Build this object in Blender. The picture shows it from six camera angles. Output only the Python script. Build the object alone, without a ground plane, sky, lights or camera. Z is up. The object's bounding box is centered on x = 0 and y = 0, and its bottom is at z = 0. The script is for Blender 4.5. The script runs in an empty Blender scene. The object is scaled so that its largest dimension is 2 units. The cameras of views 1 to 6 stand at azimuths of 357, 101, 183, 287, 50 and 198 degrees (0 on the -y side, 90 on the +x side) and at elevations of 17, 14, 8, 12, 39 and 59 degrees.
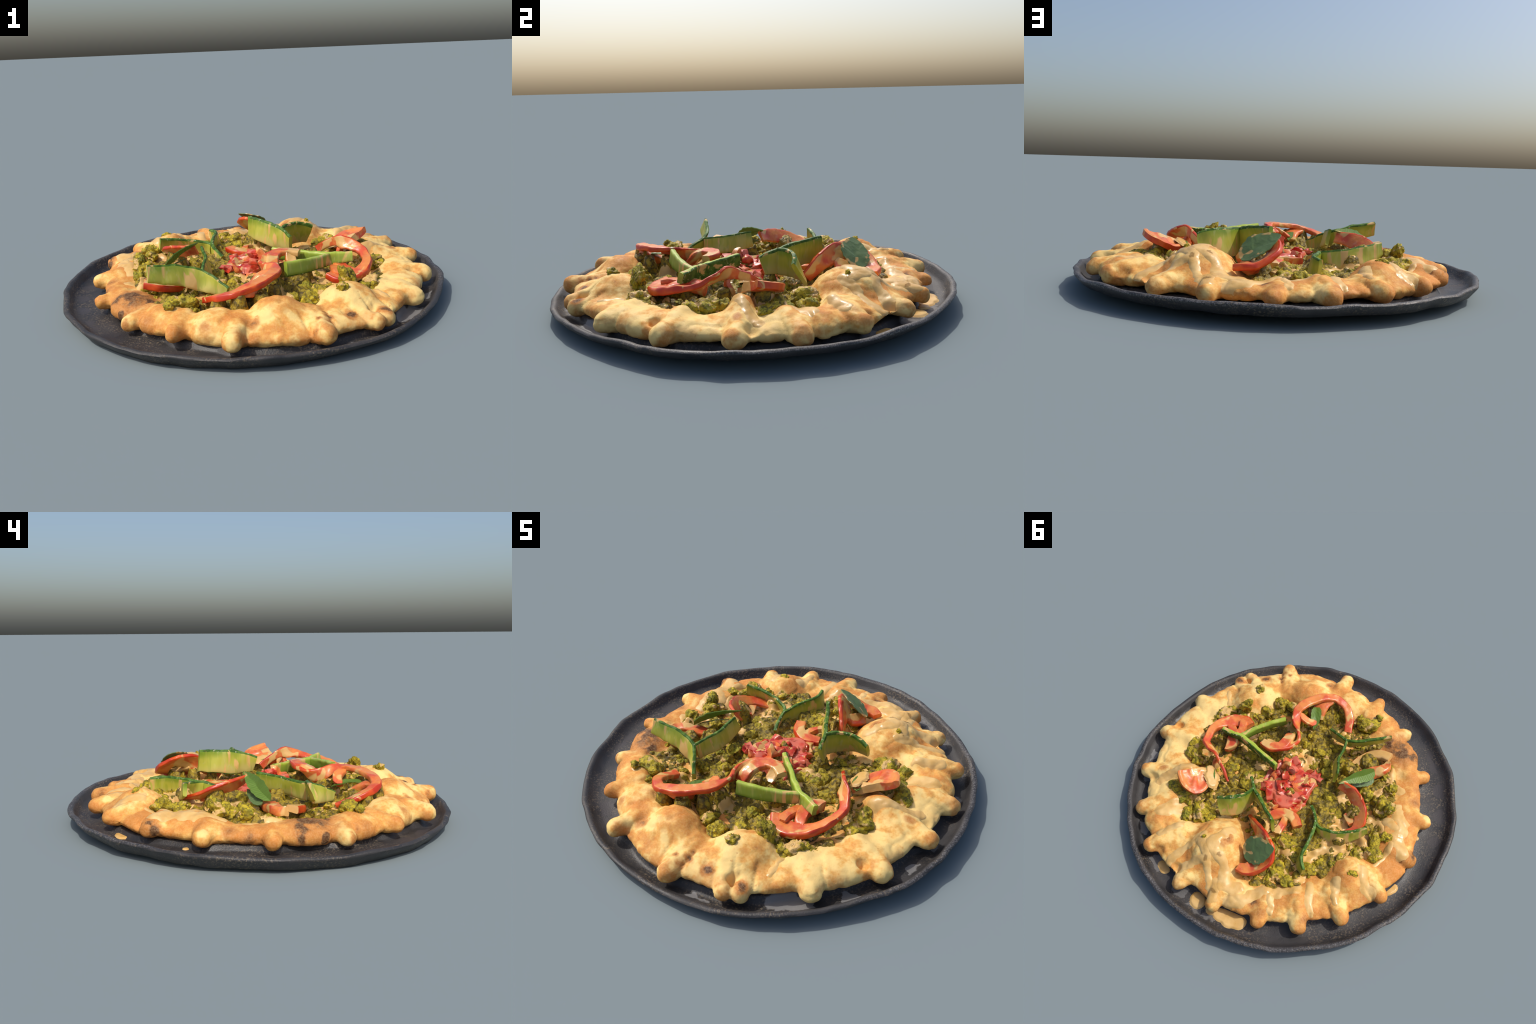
"""A falafel-crumble flatbread pizza with cucumber, tomato and mint on a worn black iron pan."""
import bpy, bmesh, math
import numpy as np
from mathutils import Vector

RNG = np.random.RandomState(11)
TAU = 2 * math.pi

# ------------------------------------------------------------------ noise
_T = np.random.RandomState(5).rand(4096).astype(np.float32)


def _hash(i, j, k, s):
    h = (i * 73856093) ^ (j * 19349663) ^ (k * 83492791) ^ (s * 2654435)
    return _T[(h ^ (h >> 13)) & 4095]


def vnoise(p, freq, seed=0):
    """Smooth value noise in -1..1 at the points p (N,3)."""
    q = np.asarray(p, np.float64) * freq
    i = np.floor(q).astype(np.int64)
    f = q - i
    f = f * f * f * (f * (f * 6 - 15) + 10)
    out = 0
    for a in (0, 1):
        wa = f[..., 0] if a else 1 - f[..., 0]
        for b in (0, 1):
            wb = f[..., 1] if b else 1 - f[..., 1]
            for c in (0, 1):
                wc = f[..., 2] if c else 1 - f[..., 2]
                out = out + wa * wb * wc * _hash(i[..., 0] + a, i[..., 1] + b, i[..., 2] + c, seed)
    return out * 2 - 1


def fbm(p, freq, octaves=3, seed=0, gain=0.5):
    out, amp = 0, 1.0
    for o in range(octaves):
        out = out + amp * vnoise(p, freq * 2**o, seed + o)
        amp *= gain
    return out


def smoothstep(a, b, x):
    t = np.clip((x - a) / (b - a), 0, 1)
    return t * t * (3 - 2 * t)


def polar(table):
    """A periodic function of the angle in degrees through (angle, value) pairs."""
    t = sorted(table)
    a = np.array([x[0] for x in t], float)
    v = np.array([x[1] for x in t], float)
    a = np.concatenate([a[-2:] - 360, a, a[:2] + 360])
    v = np.concatenate([v[-2:], v, v[:2]])

    def fn(deg):
        d = (np.asarray(deg) + 180) % 360 - 180
        return np.interp(d, a, v)

    return fn


def smin(a, b, k):
    h = np.clip(0.5 + 0.5 * (b - a) / k, 0, 1)
    return b + (a - b) * h - k * h * (1 - h)


# ------------------------------------------------------------------ meshes
def new_object(name, verts, faces, mats, parent=None, mat_ids=None, smooth=True, sharp=None):
    me = bpy.data.meshes.new(name)
    me.from_pydata([tuple(v) for v in verts], [], [tuple(f) for f in faces])
    for m in mats:
        me.materials.append(m)
    if mat_ids is not None:
        me.polygons.foreach_set("material_index", np.asarray(mat_ids, np.int32))
    me.polygons.foreach_set("use_smooth", np.full(len(me.polygons), smooth))
    if sharp:
        me.set_sharp_from_angle(angle=math.radians(sharp))
    me.update()
    ob = bpy.data.objects.new(name, me)
    bpy.context.collection.objects.link(ob)
    if parent:
        ob.parent = parent
    return ob


def normals_of(V, F):
    """Vertex normals for quads."""
    n = np.cross(V[F[:, 2]] - V[F[:, 0]], V[F[:, 3]] - V[F[:, 1]])
    N = np.zeros_like(V)
    for c in range(4):
        np.add.at(N, F[:, c], n)
    return N / np.maximum(np.linalg.norm(N, axis=1, keepdims=True), 1e-12)


def surface_nets(D, origin, h):
    """Quad mesh of the zero level of the field D (inside is negative)."""
    s = D < 0
    nx, ny, nz = D.shape
    acc = np.zeros((nx - 1, ny - 1, nz - 1, 3), np.float32)
    cnt = np.zeros((nx - 1, ny - 1, nz - 1), np.float32)
    corner = [(a, b, c) for a in (0, 1) for b in (0, 1) for c in (0, 1)]

    def view(A, o):
        return A[o[0]:nx - 1 + o[0], o[1]:ny - 1 + o[1], o[2]:nz - 1 + o[2]]

    for o in corner:
        for ax in range(3):
            if o[ax]:
                continue
            e = list(o)
            e[ax] = 1
            d0, d1 = view(D, o), view(D, e)
            m = (d0 < 0) != (d1 < 0)
            t = np.where(m, d0 / np.where(m, d0 - d1, 1), 0)
            for c in range(3):
                acc[..., c] += np.where(m, o[c] + (t if c == ax else 0), 0)
            cnt += m
    act = cnt > 0
    ids = np.full(act.shape, -1, np.int64)
    ids[act] = np.arange(act.sum())
    I = np.argwhere(act)
    V = (I + acc[act] / cnt[act][:, None]) * h + np.asarray(origin)
    quads = []
    for ax in range(3):
        u, w = (ax + 1) % 3, (ax + 2) % 3
        a = [slice(None)] * 3
        b = [slice(None)] * 3
        a[ax], b[ax] = slice(0, -1), slice(1, None)
        cross = s[tuple(a)] != s[tuple(b)]
        E = np.argwhere(cross)
        E = E[(E[:, u] > 0) & (E[:, w] > 0) & (E[:, u] < D.shape[u] - 1) & (E[:, w] < D.shape[w] - 1)]
        flip = s[tuple(a)][E[:, 0], E[:, 1], E[:, 2]]

        def at(du, dw):
            q = E.copy()
            q[:, u] += du
            q[:, w] += dw
            return ids[q[:, 0], q[:, 1], q[:, 2]]

        Q = np.stack([at(-1, -1), at(0, -1), at(0, 0), at(-1, 0)], 1)
        Q[~flip] = Q[~flip][:, ::-1]
        quads.append(Q)
    return V.astype(np.float64), np.concatenate(quads)


def spline(points, step):
    """Catmull-Rom through rows of numbers, resampled about every step along the first three."""
    P = np.array(points, float)
    P = np.vstack([2 * P[0] - P[1], P, 2 * P[-1] - P[-2]])
    out = []
    for i in range(1, len(P) - 2):
        p0, p1, p2, p3 = P[i - 1:i + 3]
        n = max(2, int(np.linalg.norm(p2[:3] - p1[:3]) / step))
        for t in np.arange(n) / n:
            out.append(0.5 * (2 * p1 + (p2 - p0) * t + (2 * p0 - 5 * p1 + 4 * p2 - p3) * t * t + (3 * p1 - p0 - 3 * p2 + p3) * t**3))
    out.append(P[-2])
    return np.array(out)


def sweep(name, rows, mats, parent, skin=(0.12, 0.0), sides=(), step=0.011, rough=0.003, seed=0, taper=0.0):
    """A slice swept along its outer edge.
    rows: x, y, z of the edge, its outward direction (3), width inward, thickness.
    skin: share of the width at the outer and at the inner edge that carries the skin material.
    sides: faces (+1, -1) wholly covered with skin."""
    R = spline(rows, step)
    P, W, w, t = R[:, :3], R[:, 3:6].copy(), R[:, 6].copy(), R[:, 7].copy()
    n = len(P)
    T = np.gradient(P, axis=0)
    T /= np.linalg.norm(T, axis=1, keepdims=True)
    W -= T * (W * T).sum(1, keepdims=True)
    W /= np.linalg.norm(W, axis=1, keepdims=True)
    N = np.cross(T, W)
    if taper:
        e = np.minimum(np.arange(n), np.arange(n)[::-1]) / max(1, n * 0.18)
        k = np.clip(e, 0, 1) ** 0.5
        w *= 1 - taper * (1 - k)
    us = [0.0, -0.03, -0.09, -0.2, -0.36, -0.55, -0.74, -0.9, -0.97, -1.0]
    pv = [0.26, 0.40, 0.5, 0.5, 0.5, 0.5, 0.5, 0.5, 0.40, 0.26]
    ring = [(u, v) for u, v in zip(us, pv)] + [(u, -v) for u, v in reversed(list(zip(us, pv)))]
    k = len(ring)
    V = np.zeros((n, k, 3))
    for j, (u, v) in enumerate(ring):
        V[:, j] = P + W * (u * w)[:, None] + N * (v * t)[:, None]
    flat = V.reshape(-1, 3)
    flat += rough * np.stack([fbm(flat, 18, 2, seed + a) for a in (0, 7, 14)], 1)
    edge = np.array([1 if (u == 0 or u == -1) else 0.35 for u, v in ring])
    flat += 0.5 * rough * np.tile(edge, n)[:, None] * np.stack([vnoise(flat, 70, seed + a) for a in (1, 8, 15)], 1)
    F, M = [], []
    for i in range(n - 1):
        for j in range(k):
            j2 = (j + 1) % k
            F.append((i * k + j, i * k + j2, (i + 1) * k + j2, (i + 1) * k + j))
            um = 0.5 * (ring[j][0] + ring[j2][0])
            vm = 0.5 * (ring[j][1] + ring[j2][1])
            on = um > -skin[0] or um < -1 + skin[1] or (vm > 0.3 and 1 in sides) or (vm < -0.3 and -1 in sides)
            M.append(0 if on else 1)
    half = k // 2
    for i, rev in ((0, False), (n - 1, True)):
        for j in range(half - 1):
            q = (i * k + j, i * k + k - 1 - j, i * k + k - 2 - j, i * k + j + 1)
            F.append(q[::-1] if not rev else q)
            M.append(1)
    ob = new_object(name, flat, F, mats, parent, M, True, 42)
    bm = bmesh.new()
    bm.from_mesh(ob.data)
    bmesh.ops.recalc_face_normals(bm, faces=bm.faces)
    bm.to_mesh(ob.data)
    bm.free()
    return ob


# ------------------------------------------------------------------ materials
class Mat:
    """Small builder for node materials."""

    def __init__(self, name):
        self.m = bpy.data.materials.new(name)
        self.m.use_nodes = True
        self.nt = self.m.node_tree
        self.b = self.nt.nodes["Principled BSDF"]
        self.co = self.nt.nodes.new("ShaderNodeTexCoord")
        self.pos = self.nt.nodes.new("ShaderNodeNewGeometry").outputs["Position"]

    def n(self, kind, **kw):
        x = self.nt.nodes.new(kind)
        for k, v in kw.items():
            setattr(x, k, v)
        return x

    def put(self, sock, v):
        if hasattr(v, "links"):
            self.nt.links.new(v, sock)
        elif isinstance(v, (tuple, list)) and len(v) == 3 and sock.type == "RGBA":
            sock.default_value = (*v, 1)
        else:
            sock.default_value = v

    def math(self, op, a, b=0.0, clamp=False):
        x = self.n("ShaderNodeMath", operation=op, use_clamp=clamp)
        self.put(x.inputs[0], a)
        self.put(x.inputs[1], b)
        return x.outputs[0]

    def map(self, v, scale=(1, 1, 1), loc=(0, 0, 0), rot=(0, 0, 0)):
        x = self.n("ShaderNodeMapping")
        self.put(x.inputs[0], v)
        x.inputs["Location"].default_value = loc
        x.inputs["Rotation"].default_value = rot
        x.inputs["Scale"].default_value = scale
        return x.outputs[0]

    def noise(self, scale, detail=3, rough=0.55, vec=None, distort=0.0):
        x = self.n("ShaderNodeTexNoise")
        self.put(x.inputs["Vector"], vec if vec is not None else self.pos)
        x.inputs["Scale"].default_value = scale
        x.inputs["Detail"].default_value = detail
        x.inputs["Roughness"].default_value = rough
        x.inputs["Distortion"].default_value = distort
        return x.outputs["Fac"]

    def voronoi(self, scale, feature="F1", vec=None, out="Distance"):
        x = self.n("ShaderNodeTexVoronoi", feature=feature)
        self.put(x.inputs["Vector"], vec if vec is not None else self.pos)
        x.inputs["Scale"].default_value = scale
        return x.outputs[out]

    def ramp(self, v, lo, hi, a=0.0, b=1.0):
        x = self.n("ShaderNodeMapRange", interpolation_type="SMOOTHSTEP")
        self.put(x.inputs["Value"], v)
        x.inputs["From Min"].default_value = lo
        x.inputs["From Max"].default_value = hi
        x.inputs["To Min"].default_value = a
        x.inputs["To Max"].default_value = b
        return x.outputs[0]

    def mix(self, f, a, b):
        x = self.n("ShaderNodeMix", data_type="RGBA")
        self.put(x.inputs[0], f)
        self.put(x.inputs[6], a)
        self.put(x.inputs[7], b)
        return x.outputs[2]

    def axis(self, v, i):
        x = self.n("ShaderNodeSeparateXYZ")
        self.put(x.inputs[0], v)
        return x.outputs[i]

    def dist(self, c, scale=(1, 1, 1), wob=None):
        """Distance of the surface point from the place c, stretched by scale."""
        x = self.n("ShaderNodeVectorMath", operation="DISTANCE")
        self.put(x.inputs[0], self.map(wob if wob is not None else self.pos, scale))
        x.inputs[1].default_value = tuple(a * b for a, b in zip(c, scale))
        return x.outputs["Value"]

    def wobble(self, scale, amount):
        """The position pushed about by noise, for ragged borders."""
        x = self.n("ShaderNodeTexNoise")
        self.put(x.inputs["Vector"], self.pos)
        x.inputs["Scale"].default_value = scale
        x.inputs["Detail"].default_value = 3
        s = self.n("ShaderNodeVectorMath", operation="SUBTRACT")
        self.put(s.inputs[0], x.outputs["Color"])
        s.inputs[1].default_value = (0.5, 0.5, 0.5)
        k = self.n("ShaderNodeVectorMath", operation="SCALE")
        self.put(k.inputs[0], s.outputs[0])
        k.inputs["Scale"].default_value = amount
        a = self.n("ShaderNodeVectorMath", operation="ADD")
        self.put(a.inputs[0], self.pos)
        self.put(a.inputs[1], k.outputs[0])
        return a.outputs[0]

    def spots(self, places, soft=0.5, wob=None, flat=True):
        """Mask that is 1 at the middle of each (x, y, z, radius, strength)."""
        out = None
        for x, y, z, r, s in places:
            d = self.dist((x, y, z), (1, 1, 0.35 if flat else 1), wob)
            v = self.ramp(d, r * (1 + soft), r * (1 - soft), 0, s)
            out = v if out is None else self.math("MAXIMUM", out, v)
        return out

    def bump(self, h, strength, distance):
        x = self.n("ShaderNodeBump")
        x.inputs["Strength"].default_value = strength
        x.inputs["Distance"].default_value = distance
        self.put(x.inputs["Height"], h)
        self.put(self.b.inputs["Normal"], x.outputs[0])

    def done(self, colour, rough=0.5, **kw):
        self.put(self.b.inputs["Base Color"], colour)
        self.put(self.b.inputs["Roughness"], rough)
        for k, v in kw.items():
            self.put(self.b.inputs[k], v)
        return self.m


SAUCE = (0.66, 0.39, 0.12)
SAUCE_PALE = (0.76, 0.50, 0.195)

BROWN = [  # places of toasted and charred dough: x, y, z, radius, strength
    (-0.509, -0.450, 0.18, 0.045, 1.0), (-0.58, -0.41, 0.14, 0.12, 0.68), (-0.603, -0.390, 0.16, 0.05, 0.95), (-0.670, -0.390, 0.12, 0.04, 0.85),
    (0.279, -0.772, 0.13, 0.020, 0.7), (0.377, -0.743, 0.13, 0.028, 0.85), (0.231, -0.801, 0.13, 0.015, 0.6), (0.266, -0.738, 0.13, 0.012, 0.6),
    (0.549, -0.696, 0.10, 0.032, 0.8), (-0.548, -0.607, 0.12, 0.018, 0.6), (-0.059, -0.880, 0.10, 0.03, 0.55),
    (-0.753, -0.178, 0.10, 0.035, 0.6), (-0.802, 0.237, 0.10, 0.035, 0.85), (0.243, 0.486, 0.24, 0.04, 0.6), (0.325, 0.534, 0.24, 0.016, 0.55),
    (-0.003, 0.760, 0.12, 0.03, 0.7), (-0.300, 0.782, 0.09, 0.04, 0.6), (0.275, -0.815, 0.12, 0.02, 0.5), (0.199, -0.889, 0.12, 0.016, 0.6),
    (-0.576, 0.554, 0.12, 0.05, 0.5), (-0.042, 0.820, 0.09, 0.03, 0.55), (-0.725, 0.289, 0.10, 0.03, 0.9), (-0.651, -0.494, 0.08, 0.026, 0.9),
    (-0.703, -0.398, 0.08, 0.024, 0.75), (-0.746, -0.091, 0.09, 0.04, 0.55), (-0.617, -0.616, 0.08, 0.022, 0.6), (-0.765, -0.174, 0.08, 0.025, 0.6),
    (-0.789, 0.271, 0.11, 0.024, 0.9), (-0.516, -0.645, 0.08, 0.026, 0.6), (-0.249, -0.781, 0.08, 0.026, 0.6), (-0.051, -0.794, 0.08, 0.035, 0.7),
    (-0.60, -0.46, 0.10, 0.03, 0.75), (0.009, -0.710, 0.12, 0.02, 0.45), (0.70, 0.40, 0.10, 0.03, 0.5), (0.78, 0.10, 0.09, 0.025, 0.7),
]


def crust_material():
    m = Mat("baked_dough")
    wob = m.wobble(14, 0.05)
    n1 = m.noise(5.5, 4, 0.6)
    n2 = m.noise(19, 4, 0.6)
    fine = m.noise(120, 3, 0.6)
    x, y = m.axis(m.pos, 0), m.axis(m.pos, 1)
    # paler on the side that browned least (+x, a little -y), more golden on the other
    side = m.math("ADD", m.math("MULTIPLY", x, 0.30), m.math("MULTIPLY", y, -0.10))
    tone = m.math("ADD", m.math("ADD", m.math("MULTIPLY", n1, 2.3), n2), m.math("ADD", m.math("MULTIPLY", side, -0.55), -0.99))
    c = m.mix(m.ramp(tone, 0.38, 0.72), (0.89, 0.62, 0.225), (0.82, 0.45, 0.11))
    c = m.mix(m.ramp(tone, 0.48, 1.0), c, (0.61, 0.225, 0.040))
    amber = m.math("MULTIPLY", m.ramp(m.noise(8, 4, 0.65, m.map(m.pos, (1, 1, 1), (3, 1, 2))), 0.48, 0.70), m.ramp(x, 0.55, -0.1, 0.15, 0.8))
    c = m.mix(amber, c, (0.54, 0.20, 0.035))
    # browned outer edge and knob ends
    r = m.dist((0, 0, 0), (1, 1, 0), wob)
    edge = m.math("MULTIPLY", m.ramp(r, 0.80, 0.93), m.ramp(m.noise(11, 3), 0.40, 0.60))
    c = m.mix(m.math("MULTIPLY", edge, 0.8), c, (0.55, 0.20, 0.042))
    freck = m.math("MULTIPLY", m.ramp(m.noise(46, 2), 0.63, 0.74), m.ramp(n2, 0.42, 0.62))
    c = m.mix(m.math("MULTIPLY", freck, 0.55), c, (0.46, 0.16, 0.035))
    s = m.math("MULTIPLY", m.spots(BROWN, 0.95, wob), m.ramp(m.noise(24, 3), 0.25, 0.6, 0.75, 1.35))
    c = m.mix(m.ramp(s, 0.05, 0.6), c, (0.50, 0.19, 0.04))
    c = m.mix(m.ramp(s, 0.55, 0.95), c, (0.095, 0.030, 0.010))
    c = m.mix(m.ramp(fine, 0.3, 0.75, 0.0, 0.18), c, (0.88, 0.66, 0.32))
    m.bump(m.math("ADD", m.math("MULTIPLY", fine, 0.5), n2), 0.35, 0.006)
    return m.done(c, m.ramp(n2, 0.3, 0.7, 0.55, 0.75), **{"Specular IOR Level": 0.25})


def falafel_material():
    m = Mat("falafel_crumb")
    v = m.voronoi(62)
    v2 = m.voronoi(26)
    n = m.noise(26, 4, 0.65)
    f = m.noise(110, 3, 0.7)
    c = m.mix(m.ramp(n, 0.32, 0.66), (0.23, 0.180, 0.006), (0.56, 0.42, 0.015))
    c = m.mix(m.ramp(f, 0.55, 0.75), c, (0.64, 0.48, 0.03))
    c = m.mix(m.ramp(m.noise(12, 2), 0.52, 0.68, 0, 0.6), c, (0.22, 0.24, 0.014))
    c = m.mix(m.ramp(m.math("MULTIPLY", v, f), 0.26, 0.42, 0, 0.75), c, (0.075, 0.055, 0.008))
    add_sauce(m, c, 14, 0.57, 0.63, up=True, rough=0.7)
    m.bump(m.math("ADD", m.math("MULTIPLY", v, 0.7), f), 0.8, 0.008)
    return m.m


def add_sauce(m, colour, scale, lo, hi, up=False, streak=False, rough=0.5, extra=None):
    """Thin film of beige sauce over a colour, in patches or in running streaks."""
    p = m.map(m.pos, (1, 1, 0.16)) if streak else m.pos
    q = m.noise(scale, 2, 0.45, p, 0.6)
    k = m.ramp(q, lo, hi)
    if up:
        nrm = m.n("ShaderNodeNewGeometry").outputs["Normal"]
        k = m.math("MULTIPLY", k, m.ramp(m.axis(nrm, 2), 0.0, 0.45))
    if extra is not None:
        k = m.math("MULTIPLY", k, extra)
    c = m.mix(m.math("MULTIPLY", k, 0.92), colour, m.mix(m.noise(30, 2), SAUCE, SAUCE_PALE))
    m.put(m.b.inputs["Base Color"], c)
    x = m.n("ShaderNodeMapRange")
    m.put(x.inputs["Value"], k)
    x.inputs["To Min"].default_value = rough
    x.inputs["To Max"].default_value = 0.22
    m.put(m.b.inputs["Roughness"], x.outputs[0])
    return k


def filling_material():
    m = Mat("crumble_bed")
    v = m.voronoi(55)
    n = m.noise(22, 4, 0.65)
    f = m.noise(100, 3, 0.7)
    c = m.mix(m.ramp(n, 0.34, 0.66), (0.15, 0.105, 0.007), (0.43, 0.30, 0.014))
    c = m.mix(m.ramp(f, 0.56, 0.75), c, (0.50, 0.38, 0.04))
    c = m.mix(m.ramp(m.math("MULTIPLY", v, f), 0.22, 0.42, 0, 0.8), c, (0.05, 0.034, 0.008))
    m.bump(m.math("ADD", v, f), 0.8, 0.008)
    return m.done(c, 0.55)


def sauce_material():
    m = Mat("tahini_sauce")
    n = m.noise(16, 3, 0.5)
    c = m.mix(m.ramp(n, 0.35, 0.7), SAUCE, SAUCE_PALE)
    c = m.mix(m.ramp(m.noise(7, 2), 0.55, 0.75, 0, 0.5), c, (0.50, 0.30, 0.10))
    m.bump(m.noise(34, 2), 0.3, 0.006)
    return m.done(c, m.ramp(n, 0.3, 0.7, 0.26, 0.45), **{"Subsurface Weight": 0.08, "Subsurface Radius": (0.02, 0.012, 0.006), "Specular IOR Level": 0.4})


def tomato_materials():
    s = Mat("tomato_skin")
    n = s.noise(14, 3)
    c = s.mix(s.ramp(n, 0.35, 0.7), (0.48, 0.030, 0.008), (0.68, 0.10, 0.014))
    add_sauce(s, c, 15, 0.62, 0.67, rough=0.35)
    f = Mat("tomato_flesh")
    n = f.noise(13, 3)
    c = f.mix(f.ramp(n, 0.35, 0.65), (0.62, 0.085, 0.030), (0.72, 0.24, 0.055))
    c = f.mix(f.ramp(f.noise(50, 3), 0.55, 0.75, 0, 0.5), c, (0.72, 0.30, 0.17))
    add_sauce(f, c, 9, 0.53, 0.58, rough=0.35)
    f.bump(f.noise(40, 3), 0.35, 0.006)
    d = Mat("tomato_dice")
    n = d.noise(28, 3)
    c = d.mix(d.ramp(n, 0.3, 0.7), (0.40, 0.014, 0.008), (0.66, 0.075, 0.030))
    c = d.mix(d.ramp(d.voronoi(20), 0.42, 0.62, 0, 0.6), c, (0.66, 0.20, 0.12))
    add_sauce(d, c, 17, 0.60, 0.66, up=True, rough=0.3)
    for q in (s, f, d):
        q.b.inputs["Subsurface Weight"].default_value = 0.1
        q.b.inputs["Subsurface Radius"].default_value = (0.03, 0.008, 0.005)
        q.b.inputs["Subsurface Scale"].default_value = 0.5
    return s.m, f.m, d.m


def cucumber_materials():
    s = Mat("cucumber_skin")
    n = s.noise(40, 3)
    c = s.mix(s.ramp(n, 0.35, 0.7), (0.040, 0.100, 0.012), (0.12, 0.22, 0.030))
    c = s.mix(s.ramp(s.noise(60, 2), 0.62, 0.68, 0, 0.8), c, (0.45, 0.50, 0.30))
    add_sauce(s, c, 20, 0.63, 0.68, rough=0.5)
    s.b.inputs["Specular IOR Level"].default_value = 0.25
    out = [s.m]
    for name, top, mid, low in (
        ("cucumber_flesh", (0.17, 0.28, 0.018), (0.45, 0.45, 0.055), (0.56, 0.48, 0.15)),
        ("cucumber_rind", (0.38, 0.48, 0.05), (0.26, 0.36, 0.045), (0.13, 0.23, 0.018)),
    ):
        f = Mat(name)
        z = f.axis(f.co.outputs["Generated"], 2)
        z = f.math("ADD", z, f.math("MULTIPLY", f.math("SUBTRACT", f.noise(14, 3), 0.5), 0.25))
        c = f.mix(f.ramp(z, 0.95, 0.6), top, mid)
        c = f.mix(f.ramp(z, 0.5, 0.1), c, low)
        c = f.mix(f.ramp(f.noise(34, 2, 0.5, f.map(f.pos, (1, 1, 0.5))), 0.62, 0.72, 0, 0.35), c, (0.50, 0.50, 0.22))
        rib = f.noise(38, 2, 0.5, f.map(f.pos, (1, 1, 0.05)))
        c = f.mix(f.ramp(rib, 0.52, 0.66, 0, 0.45), c, (0.27, 0.34, 0.02))
        c = f.mix(f.ramp(rib, 0.44, 0.34, 0, 0.35), c, (0.56, 0.52, 0.14))
        add_sauce(f, c, 22, 0.57, 0.65, streak=True, rough=0.4)
        f.b.inputs["Subsurface Weight"].default_value = 0.12
        f.b.inputs["Subsurface Radius"].default_value = (0.015, 0.02, 0.006)
        f.bump(f.noise(30, 2), 0.2, 0.004)
        out.append(f.m)
    return out


def leaf_material(name, a, b, sauce):
    m = Mat(name)
    g = m.co.outputs["Generated"]
    w = m.n("ShaderNodeTexWave", wave_type="BANDS", bands_direction="DIAGONAL")
    m.put(w.inputs["Vector"], m.map(m.co.outputs["Object"], (1, 1, 1)))
    w.inputs["Scale"].default_value = 26
    w.inputs["Distortion"].default_value = 6
    c = m.mix(m.noise(20, 3), a, b)
    c = m.mix(m.ramp(w.outputs["Fac"], 0.80, 0.98, 0, 0.22), c, tuple(1.5 * q for q in a))
    add_sauce(m, c, 14, sauce, sauce + 0.05, rough=0.45)
    m.bump(w.outputs["Fac"], 0.25, 0.004)
    tr = m.n("ShaderNodeBsdfTranslucent")
    m.put(tr.inputs[0], tuple(1.3 * q for q in b))
    mx = m.n("ShaderNodeMixShader")
    mx.inputs[0].default_value = 0.18
    m.nt.links.new(m.b.outputs[0], mx.inputs[1])
    m.nt.links.new(tr.outputs[0], mx.inputs[2])
    o = next(q for q in m.nt.nodes if q.bl_idname == "ShaderNodeOutputMaterial")
    m.nt.links.new(mx.outputs[0], o.inputs[0])
    return m.m


BARE = [  # smooth light grey patches on the pan floor: x, y, z, radius, strength
    (0.690, -0.590, 0.03, 0.075, 1), (0.745, -0.53, 0.03, 0.05, 1), (0.40, -0.855, 0.03, 0.045, 1), (0.45, -0.835, 0.03, 0.03, 1), (0.85, -0.36, 0.03, 0.045, 1),
    (0.80, 0.48, 0.03, 0.045, 0.8), (0.935, -0.03, 0.03, 0.04, 0.8), (0.90, 0.14, 0.03, 0.03, 0.7), (0.63, 0.66, 0.03, 0.05, 0.6),
    (0.439, 0.789, 0.03, 0.05, 0.5), (0.33, 0.87, 0.03, 0.05, 0.5), (0.24, 0.90, 0.03, 0.04, 0.5),
]
DULL = [(-0.257, -0.91, 0.03, 0.07, 1), (-0.38, -0.84, 0.03, 0.06, 1), (-0.83, -0.42, 0.03, 0.05, 1), (-0.80, -0.50, 0.03, 0.05, 1), (-0.91, -0.08, 0.03, 0.05, 1), (-0.90, 0.1, 0.03, 0.04, 1), (-0.88, -0.25, 0.03, 0.05, 1)]


def pan_material():
    m = Mat("black_iron")
    wob = m.wobble(22, 0.06)
    n = m.noise(7, 4)
    f = m.noise(150, 2, 0.7)
    c = m.mix(m.ramp(n, 0.3, 0.7), (0.022, 0.021, 0.022), (0.042, 0.039, 0.039))
    grit = m.math("MULTIPLY", m.ramp(m.noise(95, 2, 0.7), 0.50, 0.66), m.ramp(m.noise(5, 3), 0.38, 0.62))
    c = m.mix(m.math("MULTIPLY", grit, 0.85), c, (0.16, 0.125, 0.085))
    low = m.ramp(m.dist((0, 0, 0), (1, 1, 0), wob), 0.935, 0.925)
    c = m.mix(m.math("MULTIPLY", low, m.spots(DULL, 0.06, wob)), c, (0.050, 0.044, 0.044))
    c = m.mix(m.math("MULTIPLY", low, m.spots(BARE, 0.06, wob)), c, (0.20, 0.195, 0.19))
    # rim rubbed to grey
    r = m.dist((0, 0, 0), (1, 1, 0))
    z = m.axis(m.pos, 2)
    rub = m.math("MULTIPLY", m.ramp(r, 0.965, 0.985), m.math("MULTIPLY", m.ramp(z, 0.076, 0.086), m.ramp(f, 0.45, 0.70)))
    c = m.mix(m.math("MULTIPLY", rub, 0.75), c, (0.20, 0.19, 0.19))
    m.bump(m.math("ADD", f, n), 0.3, 0.005)
    return m.done(c, m.ramp(n, 0.3, 0.7, 0.42, 0.62))


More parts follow.
